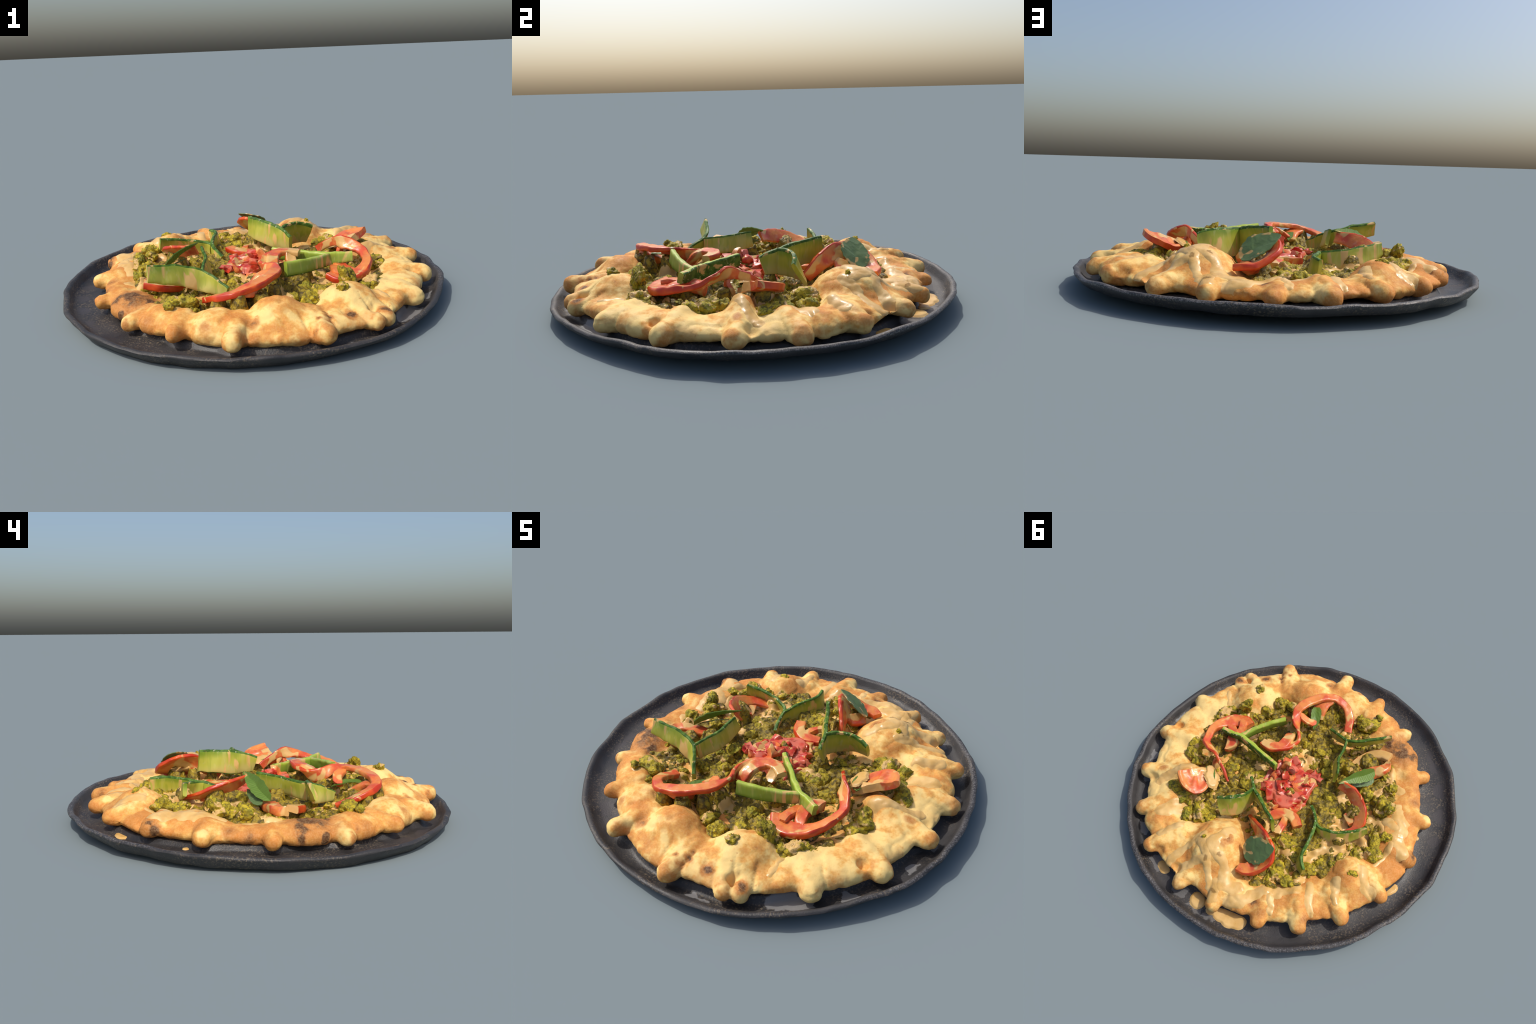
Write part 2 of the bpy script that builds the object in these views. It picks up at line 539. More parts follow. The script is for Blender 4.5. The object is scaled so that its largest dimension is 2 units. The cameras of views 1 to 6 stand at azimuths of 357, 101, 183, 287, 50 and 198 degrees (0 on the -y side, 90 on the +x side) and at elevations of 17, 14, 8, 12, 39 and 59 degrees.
# ------------------------------------------------------------------ pan
OUTER = polar([(-86, 0.900), (-65, 0.900), (-47, 0.902), (-38, 0.872), (-21, 0.882), (-7, 0.885), (1, 0.868), (14, 0.876), (32, 0.872), (50, 0.878), (67, 0.842), (84, 0.846), (99, 0.850),
               (116, 0.848), (131, 0.843), (155, 0.850), (171, 0.796), (-175, 0.792), (-166, 0.776), (-150, 0.780), (-142, 0.793), (-124, 0.820), (-105, 0.855)])
INNER = polar([(-116, 0.70), (-125, 0.705), (-134, 0.675), (-142, 0.69), (-159, 0.625), (-179, 0.632), (165, 0.67), (153, 0.66), (144, 0.61), (131, 0.607), (107, 0.654), (84, 0.68), (72, 0.62),
               (50, 0.60), (39, 0.66), (21, 0.68), (10, 0.70), (0, 0.665), (-11, 0.72), (-27, 0.715), (-37, 0.735), (-59, 0.695), (-73, 0.67), (-89, 0.685), (-102, 0.71)])
KNOBS = [  # angle, reach of the end, height of the end, thickness of the knob
    (-159, 0.835, 0.083, 0.040), (-136, 0.855, 0.078, 0.041), (-117, 0.880, 0.092, 0.043), (-99, 0.925, 0.094, 0.046), (-74, 0.935, 0.094, 0.048), (-57, 0.925, 0.085, 0.040), (-52, 0.915, 0.080, 0.036),
    (-33, 0.915, 0.085, 0.050), (-12, 0.925, 0.094, 0.050), (7, 0.925, 0.098, 0.050), (24, 0.925, 0.102, 0.048), (41, 0.925, 0.114, 0.047), (59.5, 0.900, 0.100, 0.046), (75, 0.880, 0.096, 0.042),
    (93, 0.875, 0.088, 0.044), (108, 0.890, 0.094, 0.048), (124, 0.885, 0.100, 0.042), (141, 0.870, 0.100, 0.042), (160, 0.850, 0.100, 0.044), (179, 0.840, 0.088, 0.044),
]


def build_pan(mat):
    seg = 300
    th = np.arange(seg) / seg * TAU - math.pi
    deg = np.degrees(th)
    c = np.stack([np.cos(th), np.sin(th), np.zeros(seg)], 1)
    rim = polar([(-175, 0.992), (-160, 0.996), (-135, 1.006), (-117, 1.010), (-96, 0.998), (-74, 0.995), (-50, 1.0), (-25, 0.995), (4, 1.0), (33, 1.0), (42, 1.004), (73, 1.0), (101, 1.0), (127, 0.996), (148, 0.998), (168, 0.990)])(deg)
    k = np.ones(9) / 9
    rim = np.convolve(np.concatenate([rim[-4:], rim, rim[:4]]), k, "valid")

    def smooth(v, w):
        return np.convolve(np.concatenate([v[-w:], v, v[:w]]), np.ones(2 * w + 1) / (2 * w + 1), "valid")

    rim += 0.007 * vnoise(c, 5.5, 40) + 0.004 * vnoise(c, 13, 41)
    tilt = 0.010 * np.sin(th) + 0.004 * np.cos(th)
    rz = smooth(polar([(-175, 0.072), (-160, 0.067), (-135, 0.062), (-96, 0.062), (-74, 0.063), (-50, 0.066), (-25, 0.077), (4, 0.089), (33, 0.091), (73, 0.095), (101, 0.092), (127, 0.090), (148, 0.086), (168, 0.080)])(deg), 15)
    rz = rz + 0.003 * vnoise(c, 6, 42) + 0.0015 * vnoise(c, 15, 43)
    fz = smooth(polar([(-165, 0.022), (-106, 0.021), (-60, 0.021), (-23, 0.029), (27, 0.040), (74, 0.037), (150, 0.030)])(deg), 25)
    under = smooth(polar([(-90, 0.006), (-50, 0.020), (0, 0.042), (45, 0.044), (90, 0.044), (135, 0.040), (180, 0.016), (-135, 0.002)])(deg), 25)
    crust = OUTER(deg) - 0.02
    for a, reach, z, rad in KNOBS:
        d = np.abs((deg - a + 180) % 360 - 180)
        crust = np.maximum(crust, np.where(d < 2.6, (reach - 0.035) - 0.004 * d * d, 0))
    crust = np.convolve(np.concatenate([crust[-2:], crust, crust[:2]]), np.ones(5) / 5, "valid")
    o = np.ones(seg)
    rows = [
        (0.02 * o, 0.055 * o), (0.4 * o, 0.055 * o), (crust - 0.06, 0.058 * o), (crust - 0.012, 0.056 + 0.6 * tilt), (crust, 0.050 + 0.6 * tilt), (crust + 0.008, fz + 0.006), (np.minimum(crust + 0.02, 0.93), fz),
        (np.maximum(0.915 * rim, crust + 0.024), fz), (0.940 * rim, fz + 0.006), (0.957 * rim, fz + 0.022), (0.968 * rim, rz - 0.008), (0.975 * rim, rz), (0.985 * rim, rz + 0.003), (0.995 * rim, rz + 0.001), (rim, rz - 0.005),
        (0.997 * rim, rz - 0.013), (0.985 * rim, np.maximum(rz - 0.028, under)), (0.960 * rim, under), (0.88 * rim, 0.72 * under), (0.74 * rim, 0.32 * under), (0.5 * o, 0 * o), (0.02 * o, 0 * o),
    ]
    V = np.concatenate([np.stack([r * np.cos(th), r * np.sin(th), z], 1) for r, z in rows])
    wave = fbm(V, 9, 2, 44)
    rr = np.hypot(V[:, 0], V[:, 1])
    V[:, 2] += 0.0035 * wave * (rr > 0.8) * (V[:, 2] > 0.004)
    n = len(rows)
    F = [(i * seg + j, i * seg + (j + 1) % seg, (i + 1) * seg + (j + 1) % seg, (i + 1) * seg + j) for i in range(n - 1) for j in range(seg)]
    F = [f[::-1] for f in F]
    F.append(tuple(range(seg)))
    F.append(tuple((n - 1) * seg + j for j in reversed(range(seg))))
    ob = new_object("iron_pan", V, F, [mat], None, None, True, 60)
    return ob


# ------------------------------------------------------------------ crust
BUMPS = [  # blisters of the rim: x, y, z of the centre, radii along the radius, across it, upward
    (0.300, 0.510, 0.085, 0.185, 0.175, 0.155), (0.53, 0.50, 0.08, 0.12, 0.09, 0.085), (0.400, -0.560, 0.080, 0.135, 0.150, 0.122), (0.065, -0.690, 0.080, 0.125, 0.150, 0.125), (-0.20, -0.70, 0.080, 0.10, 0.12, 0.085), (0.640, 0.085, 0.085, 0.130, 0.062, 0.110),
    (-0.470, 0.475, 0.080, 0.130, 0.125, 0.118), (-0.600, -0.385, 0.080, 0.10, 0.10, 0.055), (-0.650, 0.120, 0.080, 0.10, 0.14, 0.085), (-0.440, -0.580, 0.080, 0.10, 0.10, 0.062),
    (0.700, -0.300, 0.080, 0.10, 0.16, 0.050), (0.68, 0.40, 0.085, 0.10, 0.08, 0.065), (0.67, 0.23, 0.08, 0.08, 0.06, 0.062),
]


def build_crust(mat, parent):
    h = 0.009
    lo, hi = np.array([-0.99, -0.99, -0.01]), np.array([0.99, 0.99, 0.285])
    ax = [np.arange(lo[i], hi[i], h) for i in range(3)]
    X, Y = np.meshgrid(ax[0], ax[1], indexing="ij")
    Z = ax[2][None, None, :].astype(np.float32)
    r, deg = np.hypot(X, Y), np.degrees(np.arctan2(Y, X))
    # low wavering of the whole rim
    P2 = np.stack([X, Y, 0 * X], -1)
    ro, ri = OUTER(deg) - 0.006 + 0.008 * vnoise(P2, 9, 3), INNER(deg)
    rm, a = 0.5 * (ro + ri - 0.03), 0.5 * (ro - ri + 0.03)
    tilt = 0.010 * Y + 0.006 * X
    zc = 0.089 + tilt + 0.006 * vnoise(P2, 6, 4)
    bh = 0.040 + 0.006 * vnoise(P2, 5, 5) + 0.013 * np.exp(-(((deg + 84) / 22) ** 2)) + 0.010 * np.exp(-(((deg - 33) / 9) ** 2))
    q = np.sqrt((((r - rm) / a) ** 2)[..., None] + ((Z - zc[..., None]) / bh[..., None]) ** 2)
    D = ((q - 1) * np.minimum(a, bh)[..., None]).astype(np.float32)
    base = np.maximum(np.maximum((r - rm)[..., None], Z - (0.105 + tilt)[..., None]), 0.062 + tilt[..., None] - Z)
    D = smin(D, base.astype(np.float32), 0.02)
    for x, y, z, ra, rb, rc in BUMPS:
        t = math.atan2(y, x)
        u = (X - x) * math.cos(t) + (Y - y) * math.sin(t)
        w = -(X - x) * math.sin(t) + (Y - y) * math.cos(t)
        q = np.sqrt(((u / ra) ** 2 + (w / rb) ** 2)[..., None] + ((Z - z) / rc) ** 2)
        d = ((q - 1) * min(ra, rb, rc)).astype(np.float32)
        d = np.maximum(d, 0.055 - Z)
        D = smin(D, d, 0.05)
    for i, (ang, reach, z, rad) in enumerate(KNOBS):
        t = math.radians(ang)
        e = np.array([math.cos(t), math.sin(t)])
        s = np.array([-math.sin(t), math.cos(t)]) * (0.02 * math.sin(i * 2.3))
        rad = rad + 0.004
        p1 = np.array([*(e * (reach + 0.019 - rad)), z - 0.002])
        p0 = np.array([*(e * 0.715 + s), z + 0.006])
        pa = np.stack(np.broadcast_arrays(X[..., None] - p0[0], Y[..., None] - p0[1], Z - p0[2]), 0)
        ba = p1 - p0
        k = np.clip((pa * ba[:, None, None, None]).sum(0) / (ba @ ba), 0, 1)
        d = np.sqrt(sum((pa[j] - k * ba[j]) ** 2 * (1.0 if j < 2 else 1.1) for j in range(3))) - rad * (1.20 - 0.26 * k)
        D = smin(D, d.astype(np.float32), 0.018)
        if i % 3 != 1:  # pinched dent at the root of the knob
            off = np.array([-e[1], e[0]]) * (1 if i % 2 else -1) * (rad + 0.012)
            c = np.array([*(e * (0.835 + 0.01 * (i % 4)) + off), z + 0.028])
            dent = np.sqrt((X - c[0]) ** 2 + (Y - c[1]) ** 2)[..., None]
            dent = np.sqrt(dent**2 + ((Z - c[2]) * 0.8) ** 2) - 0.022
            D = -smin(-D, dent.astype(np.float32), 0.018)
    floor = 0.054 + tilt - 0.012 * np.clip(-np.sin(np.radians(deg)), 0, 1) + 0.006 * vnoise(P2, 14, 6)  # ragged underside, lifted off the pan
    D = -smin(-D, (Z - floor[..., None]).astype(np.float32), 0.008)
    V, F = surface_nets(D.astype(np.float32), lo, h)
    for _ in range(2):  # relax
        acc, cnt = np.zeros_like(V), np.zeros(len(V))
        for c in range(4):
            np.add.at(acc, F[:, c], V[F[:, (c + 1) % 4]] + V[F[:, c - 1]])
            np.add.at(cnt, F[:, c], 2)
        V = 0.5 * V + 0.5 * acc / cnt[:, None]
    N = normals_of(V, F)
    crease = 1 - np.abs(fbm(V, 7, 2, 27)) * 3.2  # stretch folds of the dough
    V = V + N * (0.0055 * fbm(V, 11, 2, 20) + 0.0022 * fbm(V, 40, 2, 24) - 0.0045 * np.clip(crease, 0, 1) ** 2)[:, None]
    # pinched folds down both flanks of every knob, running inward over the rim
    ang, rr = np.degrees(np.arctan2(V[:, 1], V[:, 0])), np.hypot(V[:, 0], V[:, 1])
    fold = np.zeros(len(V))
    for i, (a0, reach, z, rad) in enumerate(KNOBS):
        for sgn in (-1, 1):
            depth = RNG.uniform(0.1, 0.85)
            off = ((ang - a0 + 180) % 360 - 180) * (math.pi / 180) * rr - sgn * (rad + 0.010 + 0.05 * (0.86 - rr)) + 0.008 * vnoise(V, 16, 66 + i % 3)
            fold = np.maximum(fold, depth * np.exp(-((off / 0.0075) ** 2)) * smoothstep(0.74, 0.83, rr) * smoothstep(0.94, 0.87, rr))
    V = V - N * (0.013 * fold)[:, None]
    N = normals_of(V, F)
    new_object("crust", V, F, [mat], parent)
    return V, F, N


DRIZZLES = [  # runs of sauce over the crust, seen from above: path, half width
    (((0.60, 0.04), (0.698, 0.113), (0.784, 0.188)), 0.027), (((0.570, 0.300), (0.637, 0.344), (0.69, 0.380)), 0.042), (((0.384, 0.480), (0.461, 0.565), (0.536, 0.648), (0.547, 0.695)), 0.024),
    (((0.240, 0.413), (0.285, 0.489), (0.316, 0.536), (0.254, 0.581)), 0.032), (((0.254, 0.581), (0.20, 0.64), (0.205, 0.725), (0.109, 0.710)), 0.034), (((0.385, 0.512), (0.335, 0.586), (0.293, 0.673), (0.256, 0.746), (0.224, 0.773)), 0.024),
    (((0.318, 0.610), (0.399, 0.645), (0.465, 0.688)), 0.026), (((0.241, 0.713), (0.221, 0.803)), 0.028), (((0.131, 0.802), (0.042, 0.759), (-0.027, 0.687), (-0.114, 0.674), (-0.212, 0.623)), 0.032),
    (((-0.072, 0.706), (-0.108, 0.801)), 0.019), (((-0.269, 0.583), (-0.288, 0.696), (-0.318, 0.746)), 0.021), (((-0.403, 0.534), (-0.428, 0.657)), 0.024), (((-0.536, 0.437), (-0.566, 0.525), (-0.598, 0.545)), 0.028),
    (((-0.640, 0.0), (-0.690, 0.10), (-0.679, 0.188), (-0.729, 0.276)), 0.042), (((-0.592, 0.372), (-0.627, 0.325), (-0.654, 0.229)), 0.019), (((0.538, 0.446), (0.635, 0.513)), 0.028),
    (((0.585, -0.575), (0.549, -0.477)), 0.014), (((-0.599, -0.169), (-0.641, -0.138)), 0.028), (((-0.591, 0.100), (-0.667, 0.132)), 0.035), (((-0.40, -0.60), (-0.37, -0.56)), 0.03),
]


def path_distance(XY, path):
    d = np.full(len(XY), 9.0)
    for a, b in zip(path[:-1], path[1:]):
        a, b = np.array(a), np.array(b)
        t = np.clip(((XY - a) @ (b - a)) / ((b - a) @ (b - a)), 0, 1)
        d = np.minimum(d, np.linalg.norm(XY - a - t[:, None] * (b - a), axis=1))
    return d


def build_crust_sauce(V, F, N, mat, parent):
    up = N[:, 2] > -0.3
    wave = 0.35 * vnoise(V, 16, 60) + 0.3 * vnoise(V, 38, 61)
    for path, w in DRIZZLES:
        d = path_distance(V[:, :2], path) / (w * (1 + wave))
        t = np.where(up, 0.0058 * (1 - d**2) * (1 + 0.3 * vnoise(V, 30, 62)), -1)
        t = np.clip(t, -0.004, 0.0046)
        keep = (t[F] > -0.0039).any(1) & up[F].all(1)
        f = F[keep]
        if len(f) < 6:
            continue
        ids, inv = np.unique(f, return_inverse=True)
        new_object("sauce_drizzle", V[ids] + N[ids] * t[ids][:, None], inv.reshape(-1, 4), [mat], parent)


# ------------------------------------------------------------------ filling
HUMPS = [  # places where the crumble is heaped up under the slices: x, y, z, radius
    (-0.08, -0.55, 0.150, 0.10), (-0.19, -0.60, 0.165, 0.06), (-0.10, -0.635, 0.185, 0.06), (0.0, -0.605, 0.195, 0.06), (0.07, -0.53, 0.200, 0.05), (0.08, -0.43, 0.200, 0.05), (0.04, -0.33, 0.17, 0.05),
    (0.24, -0.25, 0.185, 0.07), (0.15, -0.20, 0.185, 0.06), (0.42, -0.22, 0.16, 0.06), (-0.33, -0.18, 0.175, 0.08), (-0.42, -0.27, 0.150, 0.09), (-0.29, -0.08, 0.175, 0.06), (-0.41, 0.10, 0.175, 0.08), (-0.36, 0.29, 0.150, 0.07),
    (0.05, 0.50, 0.165, 0.08), (0.06, 0.40, 0.18, 0.06), (0.10, 0.31, 0.155, 0.05), (0.56, 0.17, 0.175, 0.07), (0.48, 0.13, 0.155, 0.06), (0.0, 0.0, 0.150, 0.12), (0.03, -0.06, 0.185, 0.06), (0.50, -0.03, 0.16, 0.05), (0.20, 0.12, 0.15, 0.05), (-0.02, 0.21, 0.120, 0.08),
]


def build_filling(mat, sauce, parent):
    h = 0.005
    g = np.arange(-0.80, 0.80, h)
    n = len(g)
    X, Y = np.meshgrid(g, g, indexing="ij")
    P = np.stack([X, Y, 0 * X], -1)
    r, deg = np.hypot(X, Y), np.degrees(np.arctan2(Y, X))
    inn = INNER(deg)
    base = 0.103 + 0.010 * smoothstep(0.65, 0.1, r) + 0.010 * fbm(P, 5, 2, 70)
    for x, y, z, rad in HUMPS:
        d2 = ((X - x) ** 2 + (Y - y) ** 2) / rad**2
        base = np.maximum(base, z * np.exp(-np.clip(d2 - 0.25, 0, 9) * 1.2))
    A = base.copy()
    A = base.copy()
    warp = [0.018 * fbm(P, 14, 2, 71 + 3 * q) for q in (0, 1)]
    grain = vnoise(P, 34, 78)
    U, W = X + warp[0], Y + warp[1]
    for i in range(1300):  # crumbs of every size, pressed together
        a, q = RNG.rand() * TAU, math.sqrt(RNG.rand()) * 0.72
        cx, cy, rad = q * math.cos(a), q * math.sin(a), 0.010 + 0.040 * RNG.rand() ** 2.2
        i0, j0 = int((cx - rad - 0.03 - g[0]) / h), int((cy - rad - 0.03 - g[0]) / h)
        w = int((2 * rad + 0.06) / h)
        sl = (slice(max(i0, 0), max(i0 + w, 0)), slice(max(j0, 0), max(j0 + w, 0)))
        d2 = ((U[sl] - cx) ** 2 + (W[sl] - cy) ** 2) * (1 + 0.35 * grain[sl]) / rad**2
        A[sl] = np.maximum(A[sl], np.where(d2 < 1, base[sl] - 0.006 + RNG.uniform(0.55, 0.95) * rad * np.sqrt(np.clip(1 - d2, 0, 1)), 0))
    A = A + 0.006 * fbm(P, 42, 3, 80, 0.65)
    edge = smoothstep(inn + 0.05, inn - 0.02, r)
    A = 0.075 + (A - 0.075) * edge
    idx = np.arange(n * n).reshape(n, n)
    F = np.stack([idx[:-1, :-1], idx[1:, :-1], idx[1:, 1:], idx[:-1, 1:]], -1).reshape(-1, 4)
    inside = (r < inn + 0.045).ravel()
    Ft = F[inside[F].all(1)]

    def piece(name, H, faces, m):
        V = np.stack([X, Y, H], -1).reshape(-1, 3)
        ids, inv = np.unique(faces, return_inverse=True)
        return new_object(name, V[ids], inv.reshape(-1, 4), [m], parent)

    ob = piece("crumble_bed", A, Ft, mat)
    ob["kind"] = "stuff"
    # sauce: a smoother skin that pools between the lumps and runs over them in strings
    S = A.copy()
    for _ in range(6):
        S[1:-1, 1:-1] = 0.2 * (S[1:-1, 1:-1] + S[:-2, 1:-1] + S[2:, 1:-1] + S[1:-1, :-2] + S[1:-1, 2:])
    amount = fbm(P, 9, 2, 90) + 0.8 * (0.5 - np.abs(fbm(P, 6, 2, 95)) * 2.6)
    more = 0.25 * smoothstep(-0.2, 0.7, 0.8 * Y - 0.6 * X)
    S = S + 0.012 * np.clip(amount + 0.35 * fbm(P, 32, 2, 97) - 0.23 + more, -0.8, 0.55)
    S = np.where(edge > 0.5, S, S - 0.02 * (1 - edge))
    wet = (S > A - 0.004).ravel()
    Fs = Ft[wet[Ft].any(1)]
    # break the skin into its separate puddles
    ob = piece("sauce_puddle", S, Fs, sauce)
    ob["kind"] = "stuff"
    return g, A


# ------------------------------------------------------------------ crumbs
CHUNKS = [  # falafel lumps that can be told apart: x, y, z, radius
    (0.370, -0.600, 0.202, 0.026), (0.224, -0.566, 0.15, 0.052), (0.303, -0.495, 0.14, 0.050), (0.434, -0.469, 0.15, 0.037), (0.444, -0.432, 0.14, 0.041), (0.555, -0.386, 0.155, 0.055), (0.602, -0.340, 0.14, 0.038), (0.659, -0.128, 0.15, 0.048),
    (0.639, -0.057, 0.15, 0.05), (0.602, -0.008, 0.15, 0.042), (0.652, 0.201, 0.16, 0.045), (0.595, 0.222, 0.15, 0.052), (0.527, 0.355, 0.15, 0.050), (0.467, 0.330, 0.165, 0.052), (0.405, 0.335, 0.15, 0.041), (0.433, 0.364, 0.14, 0.035),
    (0.135, -0.557, 0.16, 0.035), (-0.360, -0.540, 0.165, 0.05), (-0.412, -0.601, 0.16, 0.021), (-0.509, -0.253, 0.14, 0.041), (-0.543, -0.210, 0.14, 0.035), (-0.588, -0.119, 0.165, 0.036), (-0.568, -0.004, 0.165, 0.048), (-0.557, 0.043, 0.16, 0.036),
    (-0.559, 0.236, 0.17, 0.040), (-0.619, 0.194, 0.17, 0.029), (-0.556, 0.321, 0.165, 0.050), (-0.481, 0.337, 0.155, 0.046), (-0.417, 0.405, 0.15, 0.045), (-0.380, 0.440, 0.15, 0.035), (-0.149, 0.597, 0.135, 0.047), (-0.066, 0.547, 0.135, 0.052),
    (-0.062, 0.372, 0.135, 0.047), (-0.112, 0.384, 0.135, 0.047), (-0.163, -0.202, 0.14, 0.041), (-0.193, -0.131, 0.15, 0.041), (-0.109, -0.269, 0.14, 0.047), (-0.107, 0.572, 0.135, 0.035), (-0.156, 0.418, 0.13, 0.045), (-0.235, 0.496, 0.13, 0.045),
    (0.036, 0.632, 0.125, 0.037), (-0.028, 0.614, 0.125, 0.041), (-0.293, 0.455, 0.13, 0.041), (-0.439, -0.068, 0.14, 0.047), (-0.220, -0.329, 0.14, 0.035), (0.270, 0.033, 0.14, 0.041), (0.391, -0.027, 0.135, 0.041), (0.211, -0.018, 0.135, 0.041),
    (0.240, 0.210, 0.13, 0.041), (0.269, 0.273, 0.13, 0.035), (0.297, 0.335, 0.13, 0.035), (0.312, -0.138, 0.135, 0.041), (0.009, -0.478, 0.14, 0.035), (-0.149, -0.576, 0.13, 0.035), (0.069, -0.608, 0.14, 0.029), (-0.489, 0.487, 0.195, 0.022),
    (0.365, 0.505, 0.236, 0.014), (0.241, -0.374, 0.14, 0.041), (-0.245, 0.027, 0.135, 0.041), (-0.292, 0.124, 0.135, 0.041), (-0.392, 0.036, 0.13, 0.035), (0.51, -0.44, 0.15, 0.042), (0.36, -0.44, 0.14, 0.04), (-0.30, -0.60, 0.14, 0.03),
]


def build_chunks(mat, parent):
    shapes = []
    for k in range(7):
        bm = bmesh.new()
        bmesh.ops.create_icosphere(bm, subdivisions=4, radius=1.0)
        P = np.array([v.co for v in bm.verts])
        q = P + 17 * k
        lump = 0.34 * fbm(q, 1.1, 2, 30 + k) + 0.24 * (1 - np.abs(vnoise(q, 2.6, 33 + k)) * 2) + 0.09 * (1 - np.abs(vnoise(q, 5.5, 36 + k)) * 2) + 0.07 * (1 - np.abs(vnoise(q, 9, 38)) * 2)
        P = P * (0.92 + lump)[:, None]
        for v, p in zip(bm.verts, P):
            v.co = p
        me = bpy.data.meshes.new("falafel_lump")
        bm.to_mesh(me)
        bm.free()
        me.materials.append(mat)
        me.polygons.foreach_set("use_smooth", np.ones(len(me.polygons), bool))
        shapes.append(me)
    places = [(x, y, z - 0.006 if r < 0.027 else z - 0.029, (r * RNG.uniform(0.85, 1.3), r * RNG.uniform(0.75, 1.05), r * RNG.uniform(0.7, 0.9))) for x, y, z, r in CHUNKS]
    places.append((0.426, -0.453, 0.180, (0.034, 0.034, 0.062)))  # lumps standing on end
    places.append((-0.60, 0.03, 0.175, (0.03, 0.03, 0.04)))
    for _ in range(170):
        a, q = RNG.rand() * TAU, math.sqrt(RNG.rand()) * 0.62
        s = RNG.uniform(0.010, 0.024)
        places.append((q * math.cos(a), q * math.sin(a), RNG.uniform(0.100, 0.120), (s, s * RNG.uniform(0.8, 1.2), s * 0.8)))
    for i, (x, y, z, s) in enumerate(places):
        ob = bpy.data.objects.new("falafel_lump", shapes[i % 7])
        bpy.context.collection.objects.link(ob)
        ob.parent = parent
        ob.location = (x, y, z)
        ob.rotation_euler = (RNG.uniform(-0.5, 0.5), RNG.uniform(-0.5, 0.5), RNG.uniform(0, TAU))
        ob.scale = s


# ------------------------------------------------------------------ vegetables
def strip(name, mats, parent, rows, thick, seed, flesh=1, skin=(0.10, 0.0), sides=()):
    """A standing cucumber slice: rows are (top x, y, z, bottom z, lean x, lean y)."""
    full = []
    for x, y, z, zb, lx, ly in rows:
        d = np.array([-lx, -ly, z - zb])
        w = np.linalg.norm(d)
        full.append((x, y, z, *(d / w), w, thick))
    return sweep(name, full, [mats[0], mats[flesh]], parent, skin, sides, 0.011, 0.0035, seed)


def build_cucumber(mats, parent):
    A = lambda rows, **k: strip("cucumber_slice", mats, parent, rows, **k)
    # front right: pale, thick, skin on the far side
    A([(0.500, -0.214, 0.242, 0.192, 0, -0.015), (0.430, -0.203, 0.243, 0.180, 0, -0.01), (0.363, -0.195, 0.240, 0.170, 0, 0), (0.235, -0.125, 0.240, 0.172, 0, 0), (0.105, -0.052, 0.238, 0.178, 0, 0)], thick=0.026, seed=1, flesh=2, skin=(0.0, 0.0), sides=(1,))
    A([(0.372, -0.205, 0.238, 0.172, 0, 0), (0.310, -0.262, 0.243, 0.176, 0.004, -0.006), (0.225, -0.325, 0.252, 0.182, 0.006, -0.01), (0.138, -0.375, 0.261, 0.190, 0.008, -0.01)], thick=0.026, seed=2, flesh=2, skin=(0.0, 0.08))
    # front left
    A([(-0.138, -0.440, 0.165, 0.112, 0, 0.0), (-0.195, -0.385, 0.205, 0.120, -0.01, -0.02), (-0.261, -0.336, 0.233, 0.135, -0.01, -0.035), (-0.350, -0.338, 0.262, 0.165, -0.005, -0.03), (-0.440, -0.366, 0.280, 0.190, -0.008, -0.035), (-0.516, -0.394, 0.290, 0.212, -0.01, -0.033)], thick=0.019, seed=3)
    A([(-0.261, -0.334, 0.232, 0.140, 0.01, 0.0), (-0.258, -0.270, 0.240, 0.148, 0.02, 0), (-0.246, -0.180, 0.255, 0.165, 0.025, 0), (-0.267, -0.067, 0.272, 0.190, 0.02, 0)], thick=0.018, seed=4)
    # back right of the middle
    A([(0.221, 0.072, 0.258, 0.162, 0.004, 0.02), (0.178, 0.157, 0.290, 0.160, -0.01, 0.0), (0.095, 0.255, 0.308, 0.178, -0.015, -0.01), (0.012, 0.345, 0.319, 0.195, -0.008, 0.005)], thick=0.021, seed=5, skin=(0.08, 0.06))
    A([(0.178, 0.157, 0.288, 0.160, 0, 0), (0.215, 0.215, 0.292, 0.155, -0.01, 0.02), (0.285, 0.250, 0.288, 0.155, -0.03, 0.045), (0.370, 0.257, 0.265, 0.160, -0.045, 0.06)], thick=0.020, seed=6)
    # back left
    A([(-0.157, 0.114, 0.158, 0.115, 0, 0), (-0.190, 0.175, 0.180, 0.108, 0, 0), (-0.212, 0.240, 0.196, 0.104, 0.01, 0), (-0.205, 0.36, 0.205, 0.105, 0.02, 0.01), (-0.190, 0.46, 0.206, 0.108, 0.025, 0.01), (-0.223, 0.535, 0.203, 0.105, 0.01, 0.01)], thick=0.021, seed=7)
    A([(-0.212, 0.238, 0.195, 0.108, 0, 0), (-0.255, 0.268, 0.203, 0.115, 0, 0.02), (-0.360, 0.270, 0.222, 0.135, 0, 0.03), (-0.440, 0.245, 0.237, 0.155, 0, 0.02), (-0.499, 0.216, 0.248, 0.185, 0.01, 0.01)], thick=0.019, seed=8)


